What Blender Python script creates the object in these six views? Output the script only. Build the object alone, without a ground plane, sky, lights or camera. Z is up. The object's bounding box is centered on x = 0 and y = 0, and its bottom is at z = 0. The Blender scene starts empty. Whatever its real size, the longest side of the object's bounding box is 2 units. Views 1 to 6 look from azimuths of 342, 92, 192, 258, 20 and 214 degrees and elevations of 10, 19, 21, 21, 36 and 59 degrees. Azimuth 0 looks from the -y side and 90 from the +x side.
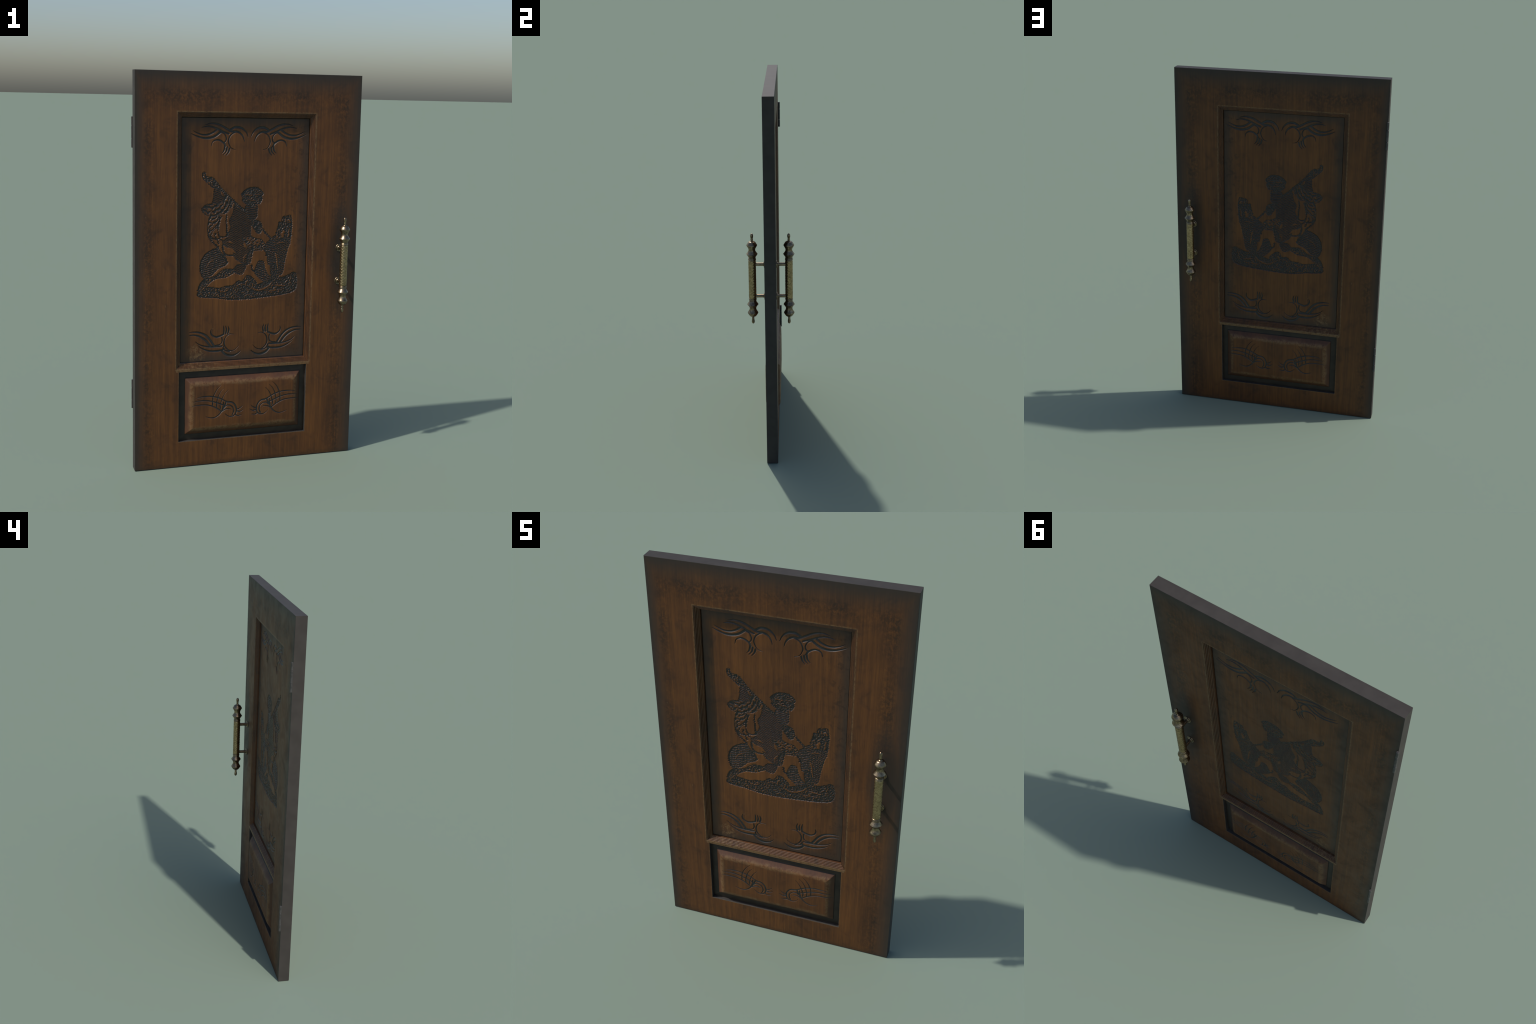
# Carved wooden door: reeded upper panel with an engraved rider, raised lower panel,
# turned brass pull handles on both faces and two knuckle hinges on one edge.
import bpy, bmesh, math
import numpy as np

# ------------------------------------------------------------------ sizes (metres)
XL, XR, HEIGHT = -0.5808, 0.5862, 2.0            # door leaf
FACE = 0.0299                                    # half thickness of the leaf
UP = (-0.3715, 0.3440, 0.5165, 1.8055)           # upper opening x0 x1 z0 z1
MOULD = 0.0240                                   # width of the reeded moulding
UPF = (UP[0] + MOULD, UP[1] - MOULD, UP[2] + MOULD + .002, UP[3] - MOULD)
FIELD = 0.0035                                   # upper panel surface
LOW = (-0.3570, 0.3285, 0.1328, 0.5027)          # lower opening
RAISE = (-0.3220, 0.2955, 0.1680, 0.4670)        # foot of the raised panel
TROUGH, FOOT, CREST, BEVEL = 0.0115, 0.0176, 0.0434, 0.0262    # lower panel depths and bevel width
STEP = 0.0015                                    # carving resolution

# ------------------------------------------------------------------ node helpers
class Graph:
    def __init__(self, name):
        self.mat = bpy.data.materials.new(name)
        self.mat.use_nodes = True
        self.nt = self.mat.node_tree
        self.nt.nodes.clear()
        self.out = self.add("ShaderNodeOutputMaterial")
        self.bsdf = self.add("ShaderNodeBsdfPrincipled")
        self.link(self.bsdf.outputs[0], self.out.inputs[0])
        self.tc = self.add("ShaderNodeTexCoord").outputs["Object"]
        self._xyz = None

    def add(self, kind, **kw):
        n = self.nt.nodes.new(kind)
        for k, v in kw.items():
            setattr(n, k, v)
        return n

    def link(self, a, b):
        self.nt.links.new(a, b)

    def put(self, sock, v):
        if isinstance(v, bpy.types.NodeSocket):
            self.link(v, sock)
        else:
            sock.default_value = v

    def math(self, op, a, b=0.0, c=0.0, clamp=False):
        n = self.add("ShaderNodeMath", operation=op, use_clamp=clamp)
        self.put(n.inputs[0], a); self.put(n.inputs[1], b); self.put(n.inputs[2], c)
        return n.outputs[0]

    def axis(self, i):
        if self._xyz is None:
            s = self.add("ShaderNodeSeparateXYZ"); self.link(self.tc, s.inputs[0]); self._xyz = s
        return self._xyz.outputs[i]

    def noise(self, scale, stretch=(1, 0, 1), detail=4.0, rough=0.55, dist=0.0, shift=(0, 0, 0)):
        m = self.add("ShaderNodeMapping")
        self.link(self.tc, m.inputs[0])
        m.inputs["Scale"].default_value = stretch
        m.inputs["Location"].default_value = shift
        n = self.add("ShaderNodeTexNoise")
        self.link(m.outputs[0], n.inputs["Vector"])
        n.inputs["Scale"].default_value = scale
        n.inputs["Detail"].default_value = detail
        n.inputs["Roughness"].default_value = rough
        n.inputs["Distortion"].default_value = dist
        return n.outputs["Fac"]

    def step(self, v, a, b, lo=0.0, hi=1.0):
        n = self.add("ShaderNodeMapRange", interpolation_type="SMOOTHSTEP")
        self.put(n.inputs["Value"], v)
        n.inputs["From Min"].default_value = a; n.inputs["From Max"].default_value = b
        n.inputs["To Min"].default_value = lo; n.inputs["To Max"].default_value = hi
        return n.outputs[0]

    def ramp(self, v, stops):
        n = self.add("ShaderNodeValToRGB")
        self.put(n.inputs[0], v)
        r = n.color_ramp
        while len(r.elements) < len(stops):
            r.elements.new(0.5)
        for e, (p, c) in zip(r.elements, stops):
            e.position = p; e.color = (*c, 1)
        return n.outputs[0]

    def mix(self, f, a, b, blend="MIX"):
        n = self.add("ShaderNodeMix", data_type="RGBA", blend_type=blend)
        self.put(n.inputs[0], f)
        self.put(n.inputs[6], a if isinstance(a, bpy.types.NodeSocket) else (*a, 1))
        self.put(n.inputs[7], b if isinstance(b, bpy.types.NodeSocket) else (*b, 1))
        return n.outputs[2]

    def mul(self, *v):
        r = v[0]
        for s in v[1:]:
            r = self.math("MULTIPLY", r, s)
        return r

    def inside(self, rect):
        """signed distance to a rectangle in the door plane, positive inside"""
        x, z = self.axis(0), self.axis(2)
        dx = self.math("MINIMUM", self.math("SUBTRACT", x, rect[0]), self.math("SUBTRACT", rect[1], x))
        dz = self.math("MINIMUM", self.math("SUBTRACT", z, rect[2]), self.math("SUBTRACT", rect[3], z))
        return self.math("MINIMUM", dx, dz)

    def blob(self, cx, cz, rx, rz):
        """1 in the middle of an ellipse, 0 outside"""
        a = self.math("DIVIDE", self.math("SUBTRACT", self.axis(0), cx), rx)
        b = self.math("DIVIDE", self.math("SUBTRACT", self.axis(2), cz), rz)
        d = self.math("SQRT", self.math("ADD", self.math("MULTIPLY", a, a), self.math("MULTIPLY", b, b)))
        return self.step(d, 0.3, 1.0, 1.0, 0.0)

    def bump(self, h, strength, dist):
        n = self.add("ShaderNodeBump")
        n.inputs["Strength"].default_value = strength
        n.inputs["Distance"].default_value = dist
        self.put(n.inputs["Height"], h)
        self.link(n.outputs[0], self.bsdf.inputs["Normal"])

    def finish(self, color, rough, spec=0.5, metal=0.0):
        self.put(self.bsdf.inputs["Base Color"], color if isinstance(color, bpy.types.NodeSocket) else (*color, 1))
        self.put(self.bsdf.inputs["Roughness"], rough)
        self.put(self.bsdf.inputs["Specular IOR Level"], spec)
        self.put(self.bsdf.inputs["Metallic"], metal)
        return self.mat

# ------------------------------------------------------------------ materials
CHAR = (0.030, 0.0245, 0.0195)      # dark stain on edges and grime, also the shade painted on the panel
TAN = (0.165, 0.098, 0.043)       # bare worn wood

def wood(name, tint=(1, 1, 1)):
    """stained wood with upright grain, blotches and pale scratches"""
    g = Graph(name)
    fine = g.noise(1.0, (420, 0, 9), 5, 0.65)
    streak = g.noise(1.0, (70, 0, 1.6), 4, 0.6, shift=(3, 0, 7))
    blotch = g.noise(3.2, (1.4, 0, 0.8), 4, 0.6, 0.4, shift=(1, 0, 2))
    cloud = g.noise(11.0, (1, 0, 1), 5, 0.65, 0.6, shift=(5, 0, 1))
    t = g.math("ADD", g.math("MULTIPLY", fine, 0.34), g.math("MULTIPLY", streak, 0.33))
    t = g.math("ADD", t, g.math("MULTIPLY", blotch, 0.33))
    col = g.ramp(t, [(0.34, (0.045, 0.0170, 0.0052)), (0.46, (0.084, 0.0310, 0.0078)),
                     (0.55, (0.124, 0.0460, 0.0100)), (0.66, (0.178, 0.0690, 0.0145))])
    if tint != (1, 1, 1):
        col = g.mix(1.0, col, tint, "MULTIPLY")
    smoke = g.mul(g.step(cloud, 0.50, 0.68), g.step(blotch, 0.60, 0.42))
    col = g.mix(g.math("MULTIPLY", smoke, 0.45), col, (0.026, 0.0130, 0.0065))
    # scratches: thin crests of a stretched, tilted noise, only here and there
    sc = g.noise(9.0, (1.0, 0, 0.35), 1.5, 0.4, 1.2, shift=(9, 0, 4))
    line = g.step(g.math("ABSOLUTE", g.math("SUBTRACT", sc, 0.5)), 0.0, 0.0035, 1.0, 0.0)
    where = g.step(g.noise(16.0, (1, 0, 1), 3, 0.6, shift=(2, 0, 9)), 0.60, 0.70)
    col = g.mix(g.mul(line, where, 0.45), col, TAN)
    nick = g.step(g.noise(60.0, (1, 0, 0.6), 2, 0.5, shift=(4, 0, 4)), 0.735, 0.78)
    col = g.mix(g.math("MULTIPLY", nick, 0.5), col, TAN)
    g.bump(fine, 0.25, 0.0012)
    g.cloud = cloud
    return g, col

def make_frame_wood():
    g, col = wood("frame_wood")
    x, z = g.axis(0), g.axis(2)
    left = g.math("DIVIDE", g.math("SUBTRACT", x, XL), 0.056)
    right = g.math("DIVIDE", g.math("SUBTRACT", XR, x), 0.080)
    top = g.math("DIVIDE", g.math("SUBTRACT", HEIGHT, z), 0.105)
    d = g.math("MINIMUM", g.math("MINIMUM", left, right), top)
    rag = g.noise(62.0, (1, 0, 0.85), 8, 0.74, 0.35, shift=(8, 0, 3))
    broken = g.step(g.noise(6.5, (1, 0, 0.8), 3, 0.6, shift=(2, 0, 6)), 0.36, 0.58, 0.40, 1.0)
    # ragged burnt rim where the dark stain ends
    dn = g.math("ADD", d, g.math("MULTIPLY", g.math("SUBTRACT", rag, 0.5), 1.5))
    rim = g.mul(g.step(d, 0.5, 1.0), g.step(dn, 2.3, 1.1), g.step(rag, 0.38, 0.60), broken)
    col = g.mix(g.math("MULTIPLY", rim, 0.82), col, (0.019, 0.0105, 0.0060))
    low = g.math("DIVIDE", z, 0.030)
    foot = g.mul(g.step(g.math("ADD", low, g.math("MULTIPLY", rag, 1.6)), 1.7, 0.9), 0.5)
    col = g.mix(foot, col, (0.030, 0.0150, 0.0075))
    dark = g.step(g.math("ADD", d, g.math("MULTIPLY", g.math("SUBTRACT", rag, 0.5), 0.35)), -0.10, 1.30, 0.97, 0.0)
    grip = g.math("MULTIPLY", g.blob(0.515, 1.06, 0.115, 0.42), 0.85)
    col = g.mix(g.math("MAXIMUM", dark, grip), col, CHAR)
    # worn arris round the openings
    fleck = g.noise(70.0, (1, 0, 1), 4, 0.7, shift=(6, 0, 6))
    for rect, w, amt in ((UP, 0.0075, 0.75), (LOW, 0.005, 0.5)):
        e = g.math("ABSOLUTE", g.inside(rect))
        worn = g.mul(g.step(e, 0.0015, w, 1.0, 0.0), g.step(fleck, 0.36, 0.58), amt)
        col = g.mix(worn, col, TAN)
    rail = g.inside((UP[0], UP[1], LOW[3] - .001, UP[2] + .001))
    col = g.mix(g.mul(g.step(rail, -0.001, 0.002), g.step(fleck, 0.30, 0.56), 0.75), col, TAN)
    rough = g.step(g.cloud, 0.3, 0.7, 0.46, 0.60)
    return g.finish(col, rough, 0.38)

def make_panel_wood():
    g, col = wood("panel_wood")
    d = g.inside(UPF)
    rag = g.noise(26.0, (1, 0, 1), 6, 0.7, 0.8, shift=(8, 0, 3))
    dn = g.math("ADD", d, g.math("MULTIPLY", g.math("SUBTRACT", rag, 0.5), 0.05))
    col = g.mix(g.mul(g.step(dn, 0.080, -0.005), 0.80), col, CHAR)  # recess shading beside the moulding, darkened into the wood with a noisy edge
    x = g.axis(0)
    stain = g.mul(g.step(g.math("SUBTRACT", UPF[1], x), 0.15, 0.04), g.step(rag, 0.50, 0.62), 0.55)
    col = g.mix(stain, col, (0.021, 0.0120, 0.0070))
    chip = g.noise(48.0, (1, 0, 1), 6, 0.75, 1.2, shift=(1, 0, 5))
    patch = g.mul(g.blob(-0.262, 0.590, 0.062, 0.060), g.step(chip, 0.47, 0.58), 0.8)
    col = g.mix(patch, col, TAN)
    return g.finish(col, g.step(g.cloud, 0.3, 0.7, 0.46, 0.60), 0.38)

def make_raised_wood():
    g, col = wood("raised_panel_wood", (0.92, 0.90, 0.92))
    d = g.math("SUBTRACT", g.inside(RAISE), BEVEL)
    fleck = g.noise(55.0, (1, 0, 1), 5, 0.72, 0.6, shift=(6, 0, 2))
    wide = g.noise(9.0, (1, 0, 1), 2, 0.5, shift=(2, 0, 2))
    band = g.math("ADD", g.math("ABSOLUTE", g.math("SUBTRACT", d, 0.004)), g.math("MULTIPLY", g.math("SUBTRACT", wide, 0.5), 0.035))
    worn = g.mul(g.step(band, 0.003, 0.017, 1.0, 0.0), g.step(fleck, 0.36, 0.60), 0.70)
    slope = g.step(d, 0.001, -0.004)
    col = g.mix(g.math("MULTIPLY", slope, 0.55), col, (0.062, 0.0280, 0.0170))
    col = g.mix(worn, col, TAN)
    return g.finish(col, g.step(g.cloud, 0.3, 0.7, 0.48, 0.62), 0.38)

def make_moulding_wood():
    g, col = wood("moulding_wood", (0.80, 0.82, 0.95))
    fleck = g.noise(50.0, (1, 0, 1), 5, 0.7, shift=(3, 0, 3))
    d = g.inside(UP)
    col = g.mix(g.mul(g.step(d, 0.005, 0.001), g.step(fleck, 0.36, 0.58), 0.6), col, TAN)
    patch = g.mul(g.blob(-0.27, 0.53, 0.16, 0.04), g.step(fleck, 0.46, 0.60), 0.7)
    col = g.mix(patch, col, TAN)
    return g.finish(col, 0.5, 0.5)

def make_plain(name, a, b, scale, rough, spec=0.5):
    g = Graph(name)
    n = g.noise(scale, (1, 1, 1), 5, 0.65)
    return g.finish(g.mix(g.step(n, 0.35, 0.65), a, b), rough, spec)

def make_brass(name, dark, mid, light, rough):
    g = Graph(name)
    n = g.noise(70.0, (1, 1, 1), 6, 0.7, 0.5)
    f = g.noise(420.0, (1, 1, 0.5), 3, 0.6)
    t = g.math("ADD", g.math("MULTIPLY", n, 0.7), g.math("MULTIPLY", f, 0.3))
    col = g.ramp(t, [(0.34, dark), (0.50, mid), (0.66, light)])
    g.bump(f, 0.15, 0.0006)
    return g.finish(col, g.step(n, 0.3, 0.7, rough + 0.10, rough - 0.05), 0.5, 1.0)

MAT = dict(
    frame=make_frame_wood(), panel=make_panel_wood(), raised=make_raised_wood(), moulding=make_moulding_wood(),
    edge=make_plain("charcoal_edge_paint", (0.042, 0.0372, 0.0336), (0.050, 0.0445, 0.0402), 14, 0.55, 0.18),
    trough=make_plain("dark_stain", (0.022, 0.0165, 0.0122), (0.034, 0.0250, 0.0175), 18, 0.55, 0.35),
    groove=make_plain("blackened_groove", (0.013, 0.0135, 0.0132), (0.023, 0.0234, 0.0228), 45, 0.45),
    engrave=make_plain("engraved_shade", (0.009, 0.0088, 0.0085), (0.026, 0.0190, 0.0140), 80, 0.42, 0.5),
    hinge=make_plain("dark_hinge_steel", (0.030, 0.029, 0.028), (0.055, 0.052, 0.050), 60, 0.45),
    brass=make_brass("aged_brass", (0.07, 0.055, 0.042), (0.24, 0.185, 0.120), (0.40, 0.31, 0.19), 0.29),
    grip=make_brass("hammered_brass", (0.14, 0.100, 0.055), (0.34, 0.255, 0.140), (0.50, 0.385, 0.22), 0.29),
)

# ------------------------------------------------------------------ object helpers
root = bpy.data.objects.new("carved_wooden_door", None)
bpy.context.scene.collection.objects.link(root)
root["label"] = "dark carved wooden door with engraved rider and brass handles"
root["category"] = "door"

def place(name, mesh, mat, parent=root, **props):
    ob = bpy.data.objects.new(name, mesh)
    bpy.context.scene.collection.objects.link(ob)
    if mat is not None and not mesh.materials:
        mesh.materials.append(mat)
    ob.parent = parent
    for k, v in props.items():
        ob[k] = v
    return ob

def from_faces(name, verts, faces, smooth=False):
    me = bpy.data.meshes.new(name)
    me.from_pydata([tuple(map(float, v)) for v in verts], [], faces)
    if smooth:
        me.polygons.foreach_set("use_smooth", [True] * len(me.polygons))
    me.update()
    return me

def lathe(name, profile, turns=40, smooth_angle=0.7):
    """solid of revolution about z from (radius, height) points"""
    bm = bmesh.new()
    rings = []
    for r, h in profile:
        if r < 1e-6:
            rings.append([bm.verts.new((0, 0, h))])
        else:
            rings.append([bm.verts.new((r * math.cos(2 * math.pi * i / turns), r * math.sin(2 * math.pi * i / turns), h)) for i in range(turns)])
    for a, b in zip(rings, rings[1:]):
        for i in range(turns):
            j = (i + 1) % turns
            if len(a) == 1 and len(b) == 1:
                continue
            if len(a) == 1:
                bm.faces.new((a[0], b[i], b[j]))
            elif len(b) == 1:
                bm.faces.new((a[i], b[0], a[j]))
            else:
                bm.faces.new((a[i], b[i], b[j], a[j]))
    bmesh.ops.recalc_face_normals(bm, faces=bm.faces)
    me = bpy.data.meshes.new(name)
    bm.to_mesh(me); bm.free()
    me.polygons.foreach_set("use_smooth", [True] * len(me.polygons))
    me.set_sharp_from_angle(angle=smooth_angle)
    return me

def spline(pts, n=8, closed=False):
    """Catmull-Rom curve through control points"""
    p = np.asarray(pts, float)
    if closed:
        q = np.vstack([p[-1], p, p[0], p[1]]); m = len(p)
    else:
        q = np.vstack([2 * p[0] - p[1], p, 2 * p[-1] - p[-2]]); m = len(p) - 1
    t = np.linspace(0, 1, n, endpoint=False)[:, None]
    out = []
    for i in range(m):
        a, b, c, d = q[i:i + 4]
        out.append(0.5 * ((2 * b) + (c - a) * t + (2 * a - 5 * b + 4 * c - d) * t ** 2 + (3 * b - a - 3 * c + d) * t ** 3))
    out = np.vstack(out)
    return out if closed else np.vstack([out, p[-1]])

# ------------------------------------------------------------------ carving drawings (millimetres, x then z)
# scroll strokes: (control points, widest in mm, tapered at start, tapered at end)
SCROLL_HEAD = [
    ([(-227, 1744), (-201, 1751), (-175, 1750), (-149, 1742), (-123, 1728), (-93, 1712)], 9.0, 1, 0),
    ([(-93, 1712), (-64, 1711), (-44, 1700), (-32, 1683), (-26, 1663)], 9.0, 0, 1),
    ([(-246, 1731), (-223, 1736), (-198, 1735), (-168, 1726), (-139, 1712), (-109, 1700)], 8.0, 1, 0),
    ([(-289, 1714), (-268, 1703), (-242, 1695), (-213, 1696), (-187, 1707), (-168, 1721)], 8.5, 1, 0),
    ([(-298, 1700), (-271, 1688), (-239, 1679), (-207, 1679), (-178, 1688), (-149, 1709)], 11.0, 1, 0),
    ([(-149, 1710), (-129, 1698), (-120, 1679), (-123, 1664), (-132, 1657)], 5.0, 0, 0),
    ([(-196, 1640), (-190, 1660), (-171, 1670), (-151, 1667), (-131, 1653), (-124, 1639)], 8.5, 1, 0),
    ([(-70, 1622), (-92, 1629), (-105, 1648), (-109, 1667), (-101, 1689), (-86, 1703), (-70, 1710)], 5.5, 1, 0),
    ([(-97, 1722), (-77, 1733), (-54, 1733), (-34, 1725), (-17, 1708), (-7, 1686)], 11.0, 0, 1),
    ([(-126, 1639), (-131, 1618), (-143, 1603)], 7.0, 0, 1),
    ([(-115, 1634), (-119, 1614), (-134, 1596)], 7.0, 0, 1),
    ([(-102, 1628), (-108, 1609), (-121, 1592)], 7.0, 0, 1)]
SCROLL_FOOT = [
    ([(-300, 701), (-274, 702), (-244, 697), (-217, 684), (-194, 662), (-170, 626)], 10.0, 1, 0),
    ([(-300, 686), (-274, 686), (-250, 679), (-227, 666), (-207, 648), (-188, 623)], 10.0, 1, 0),
    ([(-267, 651), (-247, 635), (-220, 625), (-193, 620), (-159, 619), (-127, 620)], 7.5, 1, 0),
    ([(-255, 631), (-233, 614), (-203, 601), (-172, 596), (-139, 597), (-115, 602)], 9.0, 1, 0),
    ([(-184, 712), (-187, 697), (-179, 680), (-160, 670), (-140, 673), (-120, 681)], 9.0, 1, 0),
    ([(-120, 727), (-117, 706), (-118, 686)], 7.0, 1, 0),
    ([(-109, 726), (-104, 706), (-107, 686)], 7.0, 1, 0),
    ([(-96, 725), (-91, 705), (-96, 685)], 7.0, 1, 0),
    ([(-128, 667), (-126, 647), (-136, 630), (-163, 625)], 5.0, 0, 0),
    ([(-65, 680), (-86, 682), (-106, 669), (-115, 649), (-114, 626), (-102, 606), (-81, 593), (-57, 599), (-38, 618)], 7.0, 1, 1),
    ([(-127, 596), (-111, 578), (-87, 568), (-63, 568), (-43, 577), (-28, 590)], 11.0, 0, 1),
    ([(-119, 617), (-120, 609), (-115, 600), (-101, 593), (-84, 590)], 5.0, 0, 0)]
SCROLL_LOW = [
    ([(-267, 360), (-237, 366), (-203, 367), (-172, 362), (-142, 352), (-114, 336), (-94, 328)], 6.0, 1, 0),
    ([(-278, 341), (-253, 345), (-223, 346), (-189, 340), (-162, 331), (-138, 321), (-117, 312)], 5.5, 1, 0),
    ([(-290, 318), (-260, 323), (-226, 323), (-196, 318), (-168, 306), (-144, 291), (-134, 283)], 5.5, 1, 0),
    ([(-136, 421), (-156, 401), (-169, 378), (-178, 355), (-180, 317)], 4.2, 1, 0),
    ([(-119, 406), (-136, 389), (-148, 366), (-156, 338), (-159, 319), (-157, 304)], 4.0, 1, 0),
    ([(-98, 393), (-115, 374), (-127, 352), (-135, 329), (-139, 312), (-137, 296)], 4.0, 1, 0),
    ([(-97, 328), (-80, 327), (-63, 315), (-52, 293), (-53, 269), (-65, 253), (-86, 250), (-103, 258), (-113, 269)], 7.0, 0, 1),
    ([(-117, 299), (-104, 311), (-87, 310), (-71, 297), (-66, 277), (-74, 257)], 4.5, 0, 0),
    ([(-215, 259), (-191, 251), (-168, 251), (-147, 262), (-131, 279), (-110, 291), (-93, 293), (-79, 287)], 7.0, 1, 1),
    ([(-107, 329), (-114, 312), (-122, 296), (-134, 279)], 7.0, 0, 0),
    ([(-50, 285), (-35, 290), (-18, 304)], 5.0, 0, 1),
    ([(-50, 276), (-31, 273), (-14, 282)], 5.0, 0, 1),
    ([(-58, 259), (-44, 251), (-22, 254)], 5.0, 0, 1),
    ([(-121, 330), (-122, 312), (-127, 296)], 4.0, 0, 0)]

# engraved figure: each shaded patch is (part, hatch kind, hatch angle in degrees, pitch in mm, outline points)
PATCHES = [
    ("banner", "curl", 0, 9, [(-238, 1508), (-226, 1512), (-219, 1490), (-190, 1487), (-158, 1456), (-152, 1437), (-182, 1432), (-212, 1456), (-232, 1474), (-240, 1492)]),
    ("banner", "hatch", -24, 8.5, [(-177, 1430), (-150, 1425), (-142, 1400), (-128, 1378), (-150, 1356), (-186, 1358), (-181, 1387)]),
    ("banner", "arc", (-196, 1412), 17, [(-127, 1401), (-108, 1391), (-82, 1367), (-94, 1328), (-116, 1305), (-156, 1298), (-190, 1289), (-225, 1302), (-242, 1326), (-220, 1349), (-186, 1355), (-150, 1352), (-130, 1372)]),
    ("banner", "fold", 42, 17, [(-199, 1287), (-141, 1293), (-149, 1267), (-155, 1238), (-179, 1219), (-194, 1190), (-206, 1195), (-211, 1229), (-207, 1263)]),
    ("rider", "hatch", -27, 8.2, [(-72, 1347), (-52, 1328), (-11, 1310), (2, 1283), (20, 1263), (16, 1224), (12, 1185), (-29, 1176), (-64, 1172), (-104, 1183), (-100, 1207), (-89, 1236), (-98, 1266), (-81, 1304)]),
    ("rider", "curl", 0, 9, [(-38, 1400), (-23, 1419), (6, 1433), (47, 1433), (79, 1406), (70, 1389), (53, 1379), (49, 1350), (44, 1336), (13, 1336), (-17, 1354), (-33, 1368), (-31, 1383)]),
    ("rider", "curl", 0, 8, [(59, 1379), (74, 1383), (69, 1360), (54, 1348)]),
    ("rider", "hatch", -8, 9, [(-12, 1342), (45, 1341), (48, 1311), (46, 1282), (20, 1271), (-6, 1298)]),
    ("rider", "curl", 0, 8, [(15, 1276), (48, 1267), (71, 1252), (76, 1225), (67, 1201), (47, 1202), (31, 1226), (18, 1249)]),
    ("rider", "hatch", -30, 8.2, [(-64, 1172), (-29, 1172), (-8, 1140), (18, 1112), (10, 1060), (2, 1038), (-47, 1059), (-72, 1085), (-78, 1109), (-124, 1145), (-129, 1162), (-104, 1182)]),
    ("rider", "fold", 25, 13, [(-29, 1176), (12, 1188), (42, 1175), (73, 1168), (93, 1144), (89, 1117), (44, 1111), (26, 1119), (-4, 1142)]),
    ("rider", "hatch", -28, 8.2, [(-54, 1040), (-8, 1038), (-19, 999), (-40, 990), (-69, 1008)]),
    ("horse", "curl", 0, 11, [(160, 1231), (166, 1258), (179, 1255), (184, 1280), (204, 1287), (228, 1289), (237, 1249), (235, 1200), (228, 1160), (197, 1161), (150, 1182)]),
    ("horse", "hatch", -30, 10, [(149, 1178), (175, 1182), (228, 1160), (219, 1121), (209, 1081), (200, 1036), (193, 991), (173, 982), (166, 1032), (160, 1082), (149, 1108)]),
    ("horse", "hatch", 8, 9, [(119, 1168), (150, 1182), (149, 1108), (140, 1043), (111, 1040), (106, 1084), (87, 1129)]),
    ("horse", "curl", 0, 9, [(125, 1041), (153, 1035), (170, 987), (168, 970), (132, 971)]),
    ("horse", "hatch", 14, 10, [(-244, 1046), (-227, 1089), (-198, 1113), (-158, 1131), (-135, 1101), (-118, 1091), (-109, 1046), (-152, 1023), (-181, 995), (-216, 977), (-236, 997)]),
    ("horse", "curl", 0, 10, [(-223, 972), (-176, 985), (-127, 1018), (-86, 1021), (-53, 1013), (-66, 1001), (-111, 978), (-161, 972), (-196, 951), (-230, 911), (-254, 919), (-243, 951)]),
    ("horse", "hatch", 12, 9, [(44, 1022), (60, 1056), (86, 1055), (96, 1020), (110, 989), (129, 964), (93, 950), (57, 976), (40, 997)]),
    ("ground", "curl", 0, 10, [(-255, 907), (-225, 918), (-200, 932), (-150, 925), (-110, 933), (-75, 937), (-45, 959), (-25, 955), (0, 986), (36, 967), (52, 937), (-3, 914), (8, 868), (-84, 865), (-124, 876), (-249, 885)]),
    ("ground", "curl", 0, 10, [(-9, 929), (58, 936), (109, 958), (129, 974), (181, 967), (223, 980), (254, 994), (268, 973), (269, 913), (246, 893), (183, 881), (80, 870), (-2, 866)])]
# engraved single lines: (part, control points, width mm)
LINES = [
    ("banner", [(-158, 1442), (-113, 1398), (-82, 1371), (-52, 1342), (-6, 1310)], 11),
    ("banner", [(-143, 1283), (-154, 1238), (-154, 1204), (-140, 1185), (-109, 1191), (-102, 1207)], 5),
    ("banner", [(-82, 1355), (-96, 1323), (-113, 1285), (-111, 1237), (-109, 1193)], 5.5),
    ("banner", [(-206, 1195), (-192, 1172), (-178, 1156), (-152, 1133)], 6),
    ("banner", [(-196, 1190), (-176, 1176), (-160, 1172), (-150, 1150)], 5),
    ("banner", [(-168, 1205), (-170, 1188), (-158, 1176), (-140, 1185)], 5),
    ("banner", [(-150, 1180), (-130, 1164), (-128, 1146)], 4.5),
    ("rider", [(-131, 1140), (-125, 1108), (-108, 1093), (-78, 1090)], 7),
    ("rider", [(23, 1121), (3, 1087), (-1, 1048)], 5),
    ("rider", [(30, 1136), (23, 1087), (14, 1047)], 5.5),
    ("rider", [(72, 1226), (98, 1198), (129, 1168)], 8),
    ("horse", [(-158, 1131), (-198, 1113), (-227, 1089), (-244, 1046), (-238, 997), (-222, 972), (-243, 951), (-256, 915)], 6),
    ("horse", [(-138, 1096), (-127, 1062), (-114, 1042)], 7),
    ("horse", [(-128, 1085), (-112, 1072), (-104, 1050)], 6),
    ("horse", [(25, 1037), (28, 1012), (43, 1004)], 6),
    ("horse", [(89, 1117), (106, 1090), (112, 1084), (98, 1086)], 5),
    ("horse", [(213, 1220), (201, 1191), (194, 1166)], 9),
    ("horse", [(140, 1100), (152, 1050), (158, 990)], 8),
    ("ground", [(-255, 908), (-249, 884), (-175, 877), (-84, 863), (28, 864), (183, 878), (251, 894), (270, 930)], 5)]
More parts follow.
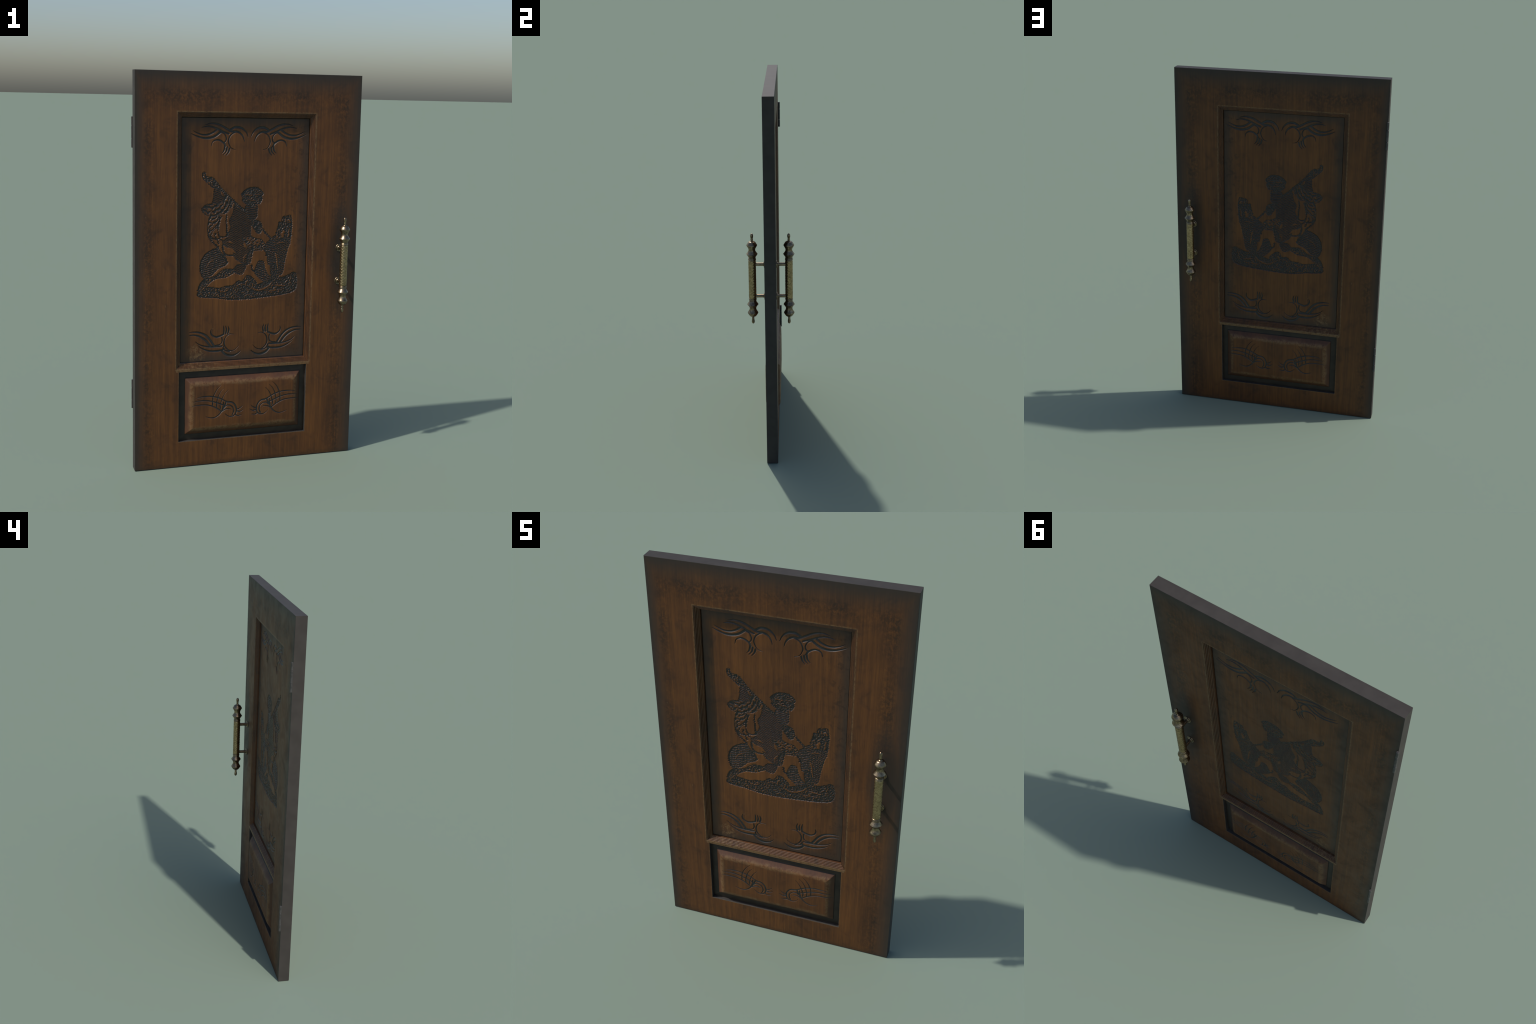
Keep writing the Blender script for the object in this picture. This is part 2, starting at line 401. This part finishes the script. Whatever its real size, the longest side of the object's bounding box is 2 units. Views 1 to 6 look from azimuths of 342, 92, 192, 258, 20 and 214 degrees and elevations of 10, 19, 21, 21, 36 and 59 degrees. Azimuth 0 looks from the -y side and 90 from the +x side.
# bare places left standing inside the shaded patches: (control points, width mm)
HIGHLIGHTS = [
    ([(-90, 1335), (-104, 1296), (-101, 1262)], 9), ([(-210, 1335), (-190, 1312), (-176, 1300)], 5),
    ([(-20, 1160), (-14, 1140), (-4, 1126)], 11), ([(32, 1150), (58, 1160), (74, 1158)], 5),
    ([(8, 930), (60, 905), (110, 920), (140, 950)], 7), ([(135, 930), (180, 925), (205, 922)], 6),
    ([(196, 1215), (186, 1190), (190, 1176)], 14), ([(200, 1262), (222, 1262), (226, 1244)], 6),
    ([(-22, 1402), (10, 1394), (30, 1400)], 4), ([(-60, 930), (-30, 940), (0, 935)], 4),
    ([(-20, 1048), (-18, 1075), (-2, 1100)], 6), ([(-118, 1160), (-90, 1158), (-60, 1146)], 5),
    ([(-108, 1128), (-84, 1118), (-62, 1100)], 13), ([(-12, 1178), (14, 1160), (36, 1138)], 6),
    ([(36, 1130), (52, 1142), (66, 1146)], 4), ([(-200, 1262), (-176, 1270), (-160, 1284)], 7),
    ([(-196, 1222), (-178, 1240), (-166, 1256)], 7), ([(-6, 1376), (20, 1368), (34, 1372)], 4),
    ([(222, 1225), (218, 1196), (212, 1172)], 4), ([(-150, 915), (-120, 905), (-96, 915)], 4),
    ([(90, 905), (140, 900), (190, 905)], 4), ([(-214, 1030), (-196, 1060), (-170, 1072)], 4),
    ([(-216, 940), (-228, 925), (-238, 915)], 4), ([(150, 1140), (176, 1150), (200, 1146)], 5)]

# ------------------------------------------------------------------ carving as a height field
RNG = np.random.default_rng(7)

def soft_noise(X, Z, pitch, seed, octaves=3):
    """sum of tilted sine waves with warped phase: cheap band-limited noise, about -1..1"""
    rng = np.random.default_rng(seed)
    s = np.zeros_like(X); a = 1.0; tot = 0
    for o in range(octaves):
        k = 2 * math.pi / (pitch / (1.7 ** o))
        for _ in range(4):
            th, ph, ph2 = rng.uniform(0, 2 * math.pi, 3)
            u, v = X * math.cos(th) + Z * math.sin(th), -X * math.sin(th) + Z * math.cos(th)
            s += a * np.sin(k * u + ph + 1.6 * np.sin(k * 0.53 * v + ph2))
            tot += a * a
        a *= 0.6
    return s / math.sqrt(tot)

def curve_distance(X, Z, pts, halfwidth):
    """distance to a polyline divided by its local half width; evaluated only near it"""
    best = np.full(X.shape, 9.0)
    pts = np.asarray(pts)
    pad = halfwidth.max() * 2.2 + 0.004
    xs, zs = X[0], Z[:, 0]
    i0, i1 = np.searchsorted(xs, [pts[:, 0].min() - pad, pts[:, 0].max() + pad])
    j0, j1 = np.searchsorted(zs, [pts[:, 1].min() - pad, pts[:, 1].max() + pad])
    if i1 <= i0 or j1 <= j0:
        return best
    x, z = X[j0:j1, i0:i1], Z[j0:j1, i0:i1]
    b = best[j0:j1, i0:i1]
    for (p, q, w0, w1) in zip(pts, pts[1:], halfwidth, halfwidth[1:]):
        e = q - p
        t = np.clip(((x - p[0]) * e[0] + (z - p[1]) * e[1]) / max(e @ e, 1e-12), 0, 1)
        d = np.hypot(x - p[0] - t * e[0], z - p[1] - t * e[1])
        np.minimum(b, d / (w0 + (w1 - w0) * t), out=b)
    return best

UPPER_FIT = (1.00133, 1.83, -2.5)    # the drawings are laid out for the panel's depth: scale, shift x, shift z
LOWER_FIT = (0.9985, -2.05, 2.8)

def stroke(X, Z, pts_mm, width_mm, start, end, mirror=None, fit=UPPER_FIT):
    c = spline(np.asarray(pts_mm, float) * fit[0] + fit[1:], 7) / 1000
    if mirror is not None:
        c[:, 0] = 2 * mirror - c[:, 0]
    t = np.linspace(0, 1, len(c))
    w = np.ones_like(t)
    if start:
        w = np.minimum(w, 0.16 + 0.84 * np.sin(np.clip(t / 0.75, 0, 1) * math.pi / 2))
    if end:
        w = np.minimum(w, 0.16 + 0.84 * np.sin(np.clip((1 - t) / 0.75, 0, 1) * math.pi / 2))
    return curve_distance(X, Z, c, w * width_mm / 2000)

def in_outline(X, Z, poly):
    """even-odd point in polygon"""
    ins = np.zeros(X.shape, bool)
    xs, zs = X[0], Z[:, 0]
    i0, i1 = np.searchsorted(xs, [poly[:, 0].min(), poly[:, 0].max()])
    j0, j1 = np.searchsorted(zs, [poly[:, 1].min(), poly[:, 1].max()])
    x, z, r = X[j0:j1, i0:i1], Z[j0:j1, i0:i1], ins[j0:j1, i0:i1]
    for a, b in zip(poly, np.roll(poly, -1, 0)):
        if a[1] == b[1]:
            continue
        cut = ((a[1] > z) != (b[1] > z)) & (x < (b[0] - a[0]) * (z - a[1]) / (b[1] - a[1]) + a[0])
        r ^= cut
    return ins

def grow(mask, n):
    for _ in range(n):
        m = mask.copy()
        m[1:] |= mask[:-1]; m[:-1] |= mask[1:]; m[:, 1:] |= mask[:, :-1]; m[:, :-1] |= mask[:, 1:]
        mask = m
    return mask

def blur(a, n=1):
    for _ in range(n):
        p = np.pad(a, 1, mode="edge")
        a = (p[1:-1, 1:-1] * 4 + p[:-2, 1:-1] * 2 + p[2:, 1:-1] * 2 + p[1:-1, :-2] * 2 + p[1:-1, 2:] * 2
             + p[:-2, :-2] + p[:-2, 2:] + p[2:, :-2] + p[2:, 2:]) / 16
    return a

PARTS = ["wood", "scroll", "banner", "rider", "horse", "ground"]

def carve_scrolls(X, Z, strokes, axis, depth, label, fit=UPPER_FIT):
    q = np.full(X.shape, 9.0)
    for pts, w, s, e in strokes:
        q = np.minimum(q, stroke(X, Z, pts, w, s, e, None, fit))
        q = np.minimum(q, stroke(X, Z, pts, w, s, e, axis, fit))
    label[q < 0.98] = 1
    s = np.clip((1.35 - q) / 0.75, 0, 1)
    return depth * s * s * (3 - 2 * s)

def carve_figure(X, Z, depth, label):
    wob = soft_noise(X, Z, 0.030, 3, 2) * 0.0022
    rag = soft_noise(X, Z, 0.013, 5, 2) * 0.0016
    Xr, Zr = X + rag, Z + np.roll(rag, 17, 0)
    dark = np.zeros(X.shape, bool)
    ridge = np.zeros(X.shape)
    owner = np.zeros(X.shape, np.int8)
    for i, (part, kind, ang, pitch, pts) in enumerate(PATCHES):
        m = in_outline(X, Z, spline((np.array(pts) * UPPER_FIT[0] + UPPER_FIT[1:]) / 1000, 5, closed=True))
        m = m & np.isfinite(Xr)
        a = math.radians(ang) if kind != "arc" else 0.0; k = 2 * math.pi / (pitch / 1000)
        across = -X * math.sin(a) + Z * math.cos(a)
        if kind == "hatch":
            loose = 0.40 if part == "horse" else 0.20
            h = (1.05 - loose) * np.sin(k * (across + (0.25 + loose) * wob)) + loose * soft_noise(X, Z, 0.011, 40 + i, 2)
        elif kind == "fold":
            h = 0.85 * np.sin(k * (across + 2.2 * wob)) + 0.40 * soft_noise(X, Z, 0.013, 40 + i, 2) + 0.15
        elif kind == "arc":
            rad = np.hypot(X - ang[0] / 1000, 0.8 * (Z - ang[1] / 1000))
            h = 0.85 * np.sin(k * (rad + 1.5 * wob)) + 0.40 * soft_noise(X, Z, 0.012, 40 + i, 2) + 0.1
        else:
            h = 0.55 * soft_noise(X, Z, pitch / 1000 * 1.3, 40 + i, 2) + 0.80 * (0.95 - 2.2 * np.abs(soft_noise(X, Z, pitch / 1000 * 2.2, 140 + i, 2)))
        new = m & ~dark
        ridge[new] = h[new]
        owner[new] = PARTS.index(part)
        dark |= m
    near = np.full(X.shape, 9.0)
    for part, pts, w in LINES:
        q = stroke(Xr, Z, pts, w, 0, 0)
        m = q < 1
        new = m & ~dark
        owner[new] = PARTS.index(part)
        thick = w > 6.5
        ridge[m] = (soft_noise(X, Z, 0.011, 91, 2)[m] * 0.8 - 0.1) if thick else -1
        dark |= m
    # ragged outline: bite into and out of the patches with fine noise
    soft = blur(dark.astype(float), 4) + 0.24 * soft_noise(X, Z, 0.010, 77, 2)
    edge = soft > 0.44
    grown = grow(owner > 0, 4)
    fill = owner.copy()
    for _ in range(5):
        for sh, ax in ((1, 0), (-1, 0), (1, 1), (-1, 1)):
            r = np.roll(fill, sh, ax)
            fill = np.where((fill == 0) & (r > 0), r, fill)
    body = edge & grown
    core = blur(body.astype(float), 3)
    rim = np.clip((core - 0.55) / 0.4, 0, 1)            # plain dark rim along the outlines
    h = ridge * rim - (1 - rim) * 0.9
    bare = np.zeros(X.shape, bool)
    for pts, w in HIGHLIGHTS:
        q = stroke(Xr, Z, pts, w, 1, 1)
        h = np.where(q < 1.5, np.maximum(h, 1.25 - 0.6 * q), h)
    low = body & (h < 0.36)
    label[low] = fill[low]
    level = np.clip(0.5 - 0.62 * h, 0.0, 1.0)
    return blur(depth * np.where(body, level, 0.0), 1)

def relief_meshes(rect, base, carve_fn, side, extra_label=None):
    """height field over a rectangle of the door plane, split by carved region"""
    nx = int(round((rect[1] - rect[0]) / STEP)); nz = int(round((rect[3] - rect[2]) / STEP))
    xs, zs = np.linspace(rect[0], rect[1], nx + 1), np.linspace(rect[2], rect[3], nz + 1)
    X, Z = np.meshgrid(xs, zs)
    label = np.zeros(X.shape, np.int8)
    cut = carve_fn(X, Z, label)
    H = base(X, Z) - cut
    if extra_label is not None:
        extra_label(X, Z, label)
    return X, Z, H, label

def split_relief(data, side, wanted):
    """wanted: {label: (name, material, props)}; one mesh object per label, seams shared with common normals"""
    X, Z, H, label = data
    nz, nx = X.shape
    gz, gx = np.gradient(H, Z[:, 0], X[0])
    Y = -side * H                                     # side +1 is the front face, towards -y
    N = np.stack([-gx, np.full_like(H, -1.0) , -gz], -1)
    N[..., 1] *= side
    N /= np.linalg.norm(N, axis=-1, keepdims=True)
    idx = np.arange(nz * nx).reshape(nz, nx)
    quads = np.stack([idx[:-1, :-1], idx[:-1, 1:], idx[1:, 1:], idx[1:, :-1]], -1).reshape(-1, 4)
    if side < 0:
        quads = quads[:, ::-1]
    corner = np.stack([label[:-1, :-1], label[:-1, 1:], label[1:, 1:], label[1:, :-1]], -1).reshape(-1, 4)
    lab = np.sort(corner, 1)[:, 2]                    # carved when at least two corners are
    V = np.stack([X, Y, Z], -1).reshape(-1, 3); N = N.reshape(-1, 3)
    made = []
    for key, (name, mat, props) in wanted.items():
        f = quads[lab == key]
        if not len(f):
            continue
        used, inv = np.unique(f, return_inverse=True)
        me = bpy.data.meshes.new(name)
        me.vertices.add(len(used)); me.loops.add(f.size); me.polygons.add(len(f))
        me.vertices.foreach_set("co", V[used].ravel())
        me.loops.foreach_set("vertex_index", inv.reshape(-1).astype(np.int32))
        me.polygons.foreach_set("loop_start", np.arange(0, f.size, 4, dtype=np.int32))
        me.update(calc_edges=True)
        me.polygons.foreach_set("use_smooth", np.ones(len(f), bool))
        me.normals_split_custom_set_from_vertices(N[used].tolist())
        made.append(place(name, me, mat, **props))
    return made

def upper_inset(X, Z):
    return np.minimum(np.minimum(X - UPF[0], UPF[1] - X), np.minimum(Z - UPF[2], UPF[3] - Z))

def upper_base(X, Z):
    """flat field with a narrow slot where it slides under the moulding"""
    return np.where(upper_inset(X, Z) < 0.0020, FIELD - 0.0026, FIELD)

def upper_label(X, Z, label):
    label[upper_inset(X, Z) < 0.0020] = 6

def upper_carve(X, Z, label):
    c = carve_scrolls(X, Z, SCROLL_HEAD, 0.0018, 0.0030, label)
    c = np.maximum(c, carve_scrolls(X, Z, SCROLL_FOOT, 0.0018, 0.0030, label))
    return np.maximum(c, carve_figure(X, Z, 0.0038, label))

def lower_inset(X, Z):
    return np.minimum(np.minimum(X - RAISE[0], RAISE[1] - X), np.minimum(Z - RAISE[2], RAISE[3] - Z))

def lower_base(X, Z):
    d = lower_inset(X, Z)
    rise = np.interp(d, [0, 0.0225, 0.0265, 0.031, 0.038, 0.070], [0, 0.70, 0.81, 0.885, 0.94, 1.0])
    slope = blur(FOOT + (CREST - FOOT) * rise, 3)
    return np.where(d > -0.0004, slope, TROUGH + 0.0035 * np.clip(1 + d / 0.034, 0, 1))

def lower_carve(X, Z, label):
    return carve_scrolls(X, Z, SCROLL_LOW, 0.001, 0.0024, label, LOWER_FIT)

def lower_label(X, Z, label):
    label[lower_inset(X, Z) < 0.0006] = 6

upper = relief_meshes(UPF, upper_base, upper_carve, 1, upper_label)
lower = relief_meshes(LOW, lower_base, lower_carve, 1, lower_label)
for side in (1, -1):
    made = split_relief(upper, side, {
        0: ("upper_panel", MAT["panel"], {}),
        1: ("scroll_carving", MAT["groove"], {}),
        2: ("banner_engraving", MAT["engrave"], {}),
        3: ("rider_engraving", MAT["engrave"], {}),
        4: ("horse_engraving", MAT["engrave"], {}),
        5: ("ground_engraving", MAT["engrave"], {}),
        6: ("panel_shadow_line", MAT["trough"], {})})
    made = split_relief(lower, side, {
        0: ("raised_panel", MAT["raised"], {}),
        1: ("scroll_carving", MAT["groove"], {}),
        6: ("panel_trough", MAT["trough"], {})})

# ------------------------------------------------------------------ leaf frame
def rect_ring(rect, y, inset=0.0):
    x0, x1, z0, z1 = rect
    return [(x0 + inset, y, z0 + inset), (x1 - inset, y, z0 + inset), (x1 - inset, y, z1 - inset), (x0 + inset, y, z1 - inset)]

def build_frame_face(side):
    """flat face with two openings, cut into rails and stiles of the one board"""
    b = 0.0015
    y = -side * FACE
    x0, x1, z0, z1 = XL + b, XR - b, b, HEIGHT - b
    boxes = [(x0, UP[0], z0, z1), (UP[1], x1, z0, z1), (UP[0], UP[1], UP[3], z1), (UP[0], UP[1], z0, LOW[2]),
             (UP[0], LOW[0], LOW[2], LOW[3]), (LOW[1], UP[1], LOW[2], LOW[3]), (UP[0], UP[1], LOW[3], UP[2])]
    V, F = [], []
    for r in boxes:
        q = rect_ring(r, y)
        n = len(V); V += q
        F.append((n, n + 1, n + 2, n + 3) if side > 0 else (n + 3, n + 2, n + 1, n))
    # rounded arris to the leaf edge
    return V, F

V, F = [], []
for side in (1, -1):
    v, f = build_frame_face(side)
    F += [tuple(i + len(V) for i in q) for q in f]
    V += v
place("leaf_frame", from_faces("leaf_frame", V, F), MAT["frame"])

# outer edge band with softened corners, and the plain walls of the lower opening
bm = bmesh.new()
leaf = (XL, XR, 0.0, HEIGHT)
rings = []
for y, ins in ((-FACE, 0.0015), (-FACE + 0.0005, 0.0004), (-FACE + 0.0015, 0), (FACE - 0.0015, 0), (FACE - 0.0005, 0.0004), (FACE, 0.0015)):
    rings.append([bm.verts.new(p) for p in rect_ring(leaf, y, ins)])
for a, b in zip(rings, rings[1:]):
    for i in range(4):
        j = (i + 1) % 4
        bm.faces.new((a[j], a[i], b[i], b[j]))
bmesh.ops.recalc_face_normals(bm, faces=bm.faces)
me = bpy.data.meshes.new("leaf_edge"); bm.to_mesh(me); bm.free()
place("leaf_edge", me, MAT["edge"])

for side in (1, -1):
    prof = [(FACE, 0.0), (FACE - 0.0008, 0.0006), (FACE - 0.002, 0.0010), (TROUGH - 0.002, 0.0012)]
    V, F = [], []
    for y, ins in prof:
        V += rect_ring(LOW, -side * y, ins)
    for k in range(len(prof) - 1):
        for i in range(4):
            j = (i + 1) % 4
            q = (4 * k + i, 4 * k + j, 4 * k + 4 + j, 4 * k + 4 + i)
            F.append(q[::-1] if side > 0 else q)
    place("opening_wall", from_faces("opening_wall", V, F), MAT["edge"])

# ------------------------------------------------------------------ reeded moulding round the upper panel
def moulding_profile():
    """(depth, inset) from the face arris down to the panel"""
    pts = [(FACE, 0.0), (FACE - 0.0006, 0.0012), (FACE - 0.0030, 0.0016)]
    y0, i0, y1, i1, reeds = FACE - 0.0032, 0.0020, 0.0098, MOULD - 0.0010, 4
    L = math.hypot(y1 - y0, i1 - i0)
    nx, ny = (i1 - i0) / L, -(y1 - y0) / L            # outward normal in (depth, inset): towards the viewer and the opening
    for r in range(reeds):
        for k in range(9):
            t = (r + k / 8.0) / reeds
            bulge = 0.0030 * math.sin(math.pi * k / 8.0) ** 0.6
            pts.append((y0 + (y1 - y0) * t + nx * bulge, i0 + (i1 - i0) * t + ny * bulge * 0.6))
    pts += [(0.0095, MOULD + 0.0002), (FIELD - 0.002, MOULD + 0.0004)]
    return pts

for side in (1, -1):
    prof = moulding_profile()
    V, F = [], []
    # four mitred lengths, each its own strip of vertices so that the corners stay sharp
    for e in range(4):
        base = len(V)
        for y, ins in prof:
            r = rect_ring(UP, -side * y, ins)
            V += [r[e], r[(e + 1) % 4]]
        for k in range(len(prof) - 1):
            q = (base + 2 * k, base + 2 * k + 1, base + 2 * k + 3, base + 2 * k + 2)
            F.append(q[::-1] if side > 0 else q)
    me = from_faces("reeded_moulding", V, F, smooth=True)
    me.set_sharp_from_angle(angle=0.9)
    place("reeded_moulding", me, MAT["moulding"])

# ------------------------------------------------------------------ handles
HX, HY = 0.4922, 0.0952
FINIAL = [(0.0, 1.2850), (0.0040, 1.2838), (0.0068, 1.2790), (0.0076, 1.2715), (0.0066, 1.2630), (0.0050, 1.2590),
          (0.0062, 1.2560), (0.0062, 1.2520), (0.0052, 1.2500), (0.0056, 1.2465), (0.0090, 1.2448), (0.0098, 1.2425), (0.0150, 1.2415),
          (0.0185, 1.2375), (0.0238, 1.2285), (0.0264, 1.2235), (0.0264, 1.2215), (0.0240, 1.2170), (0.0182, 1.2060),
          (0.0165, 1.1980), (0.0172, 1.1930), (0.0205, 1.1860), (0.0268, 1.1770), (0.0280, 1.1752), (0.0272, 1.1735), (0.0190, 1.1605),
          (0.0172, 1.1575), (0.0168, 1.1545), (0.0186, 1.1535), (0.0192, 1.1515), (0.0180, 1.1495), (0.0180, 1.1480), (0.0194, 1.1465),
          (0.0198, 1.1445), (0.0190, 1.1425), (0.0170, 1.1415), (0.0, 1.1415)]
MID = (1.2850 + 0.7872) / 2
finial_mesh = lathe("finial", [(r * 1.045, h - MID) for r, h in FINIAL], 40, 0.8)

def grip_mesh():
    """sleeve covered with a lattice of hammered lozenges"""
    top, n, m = 1.1415 - MID, 150, 96
    bm = bmesh.new(); rings = []
    for i in range(n + 1):
        z = -top + 2 * top * i / n
        t = abs(z) / top
        r0 = 0.0196 - 0.0012 * max(0, (t - 0.93) / 0.07) ** 2
        row = []
        for j in range(m):
            a = 2 * math.pi * j / m
            u = 5 * a; v = z * 2 * math.pi / 0.0150
            w = 0.18 * math.sin(3 * a + z * 90) + 0.15 * math.sin(z * 210 + a)
            tri1 = abs(math.sin((u + v + w) / 2)); tri2 = abs(math.sin((u - v - w) / 2))
            h = min(tri1, tri2) ** 0.6
            vein = 0.25 * math.sin(2 * v + 0.5) * math.sin(2 * u)
            fade = min(1.0, (1 - t) / 0.05)
            r = r0 + fade * 0.0013 * (h + vein - 0.6)
            row.append(bm.verts.new((r * math.cos(a), r * math.sin(a), z)))
        rings.append(row)
    for a, b in zip(rings, rings[1:]):
        for j in range(m):
            k = (j + 1) % m
            bm.faces.new((a[j], a[k], b[k], b[j]))
    bm.faces.new(rings[0][::-1]); bm.faces.new(rings[-1])
    me = bpy.data.meshes.new("grip"); bm.to_mesh(me); bm.free()
    me.polygons.foreach_set("use_smooth", [True] * len(me.polygons))
    return me

grip = grip_mesh()
gap = HY - FACE
post_mesh = lathe("post", [(0.0, -0.002), (0.0088, -0.002), (0.0088, gap - 0.010), (0.0, gap - 0.010)], 28)
rosette_mesh = lathe("rosette", [(0.0, -0.001), (0.0200, -0.001), (0.0206, 0.0015), (0.0202, 0.0034), (0.0186, 0.0042),
                                 (0.0170, 0.0032), (0.0130, 0.0036), (0.0104, 0.0056), (0.0090, 0.0085), (0.0, 0.0085)], 36, 0.9)
for side in (1, -1):
    h = bpy.data.objects.new("pull_handle", None)
    bpy.context.scene.collection.objects.link(h)
    h.parent = root
    h.location = (HX, -side * HY, MID)
    place("grip", grip, MAT["grip"], h)
    up = place("finial", finial_mesh, MAT["brass"], h)
    down = place("finial", finial_mesh, MAT["brass"], h)
    down.rotation_euler = (math.pi, 0, 0.6)
    for z in (1.1185, 0.9435):
        for name, mesh in (("post", post_mesh), ("rosette", rosette_mesh)):
            p = place(name, mesh, MAT["brass"], h)
            p.location = (0, side * gap, z - MID)
            p.rotation_euler = (side * math.pi / 2, 0, 0)

# ------------------------------------------------------------------ hinges
def knuckle(name, length, r=0.0062):
    e = 0.0012
    return lathe(name, [(0, -length / 2), (r - e, -length / 2), (r, -length / 2 + e), (r, length / 2 - e), (r - e, length / 2), (0, length / 2)], 24, 0.6)

for ztop in (1.7790, 0.4635):
    hx, hy = -0.5800, 0.0356
    # leaf plate let into the arris
    bm = bmesh.new()
    bmesh.ops.create_cube(bm, size=1)
    for v in bm.verts:
        v.co = (hx + v.co.x * 0.0086 , FACE + 0.0012 + v.co.y * 0.0034, ztop - 0.0755 + v.co.z * 0.149)
    bmesh.ops.bevel(bm, geom=list(bm.edges), offset=0.0006, segments=1, affect="EDGES")
    me = bpy.data.meshes.new("hinge"); bm.to_mesh(me); bm.free()
    plate = place("hinge", me, MAT["hinge"])
    z = ztop
    for length in (0.0430, 0.0640, 0.0440):
        k = place("knuckle", knuckle("knuckle", length - 0.0012), MAT["hinge"], plate)
        k.location = (hx, hy, z - length / 2)
        z -= length
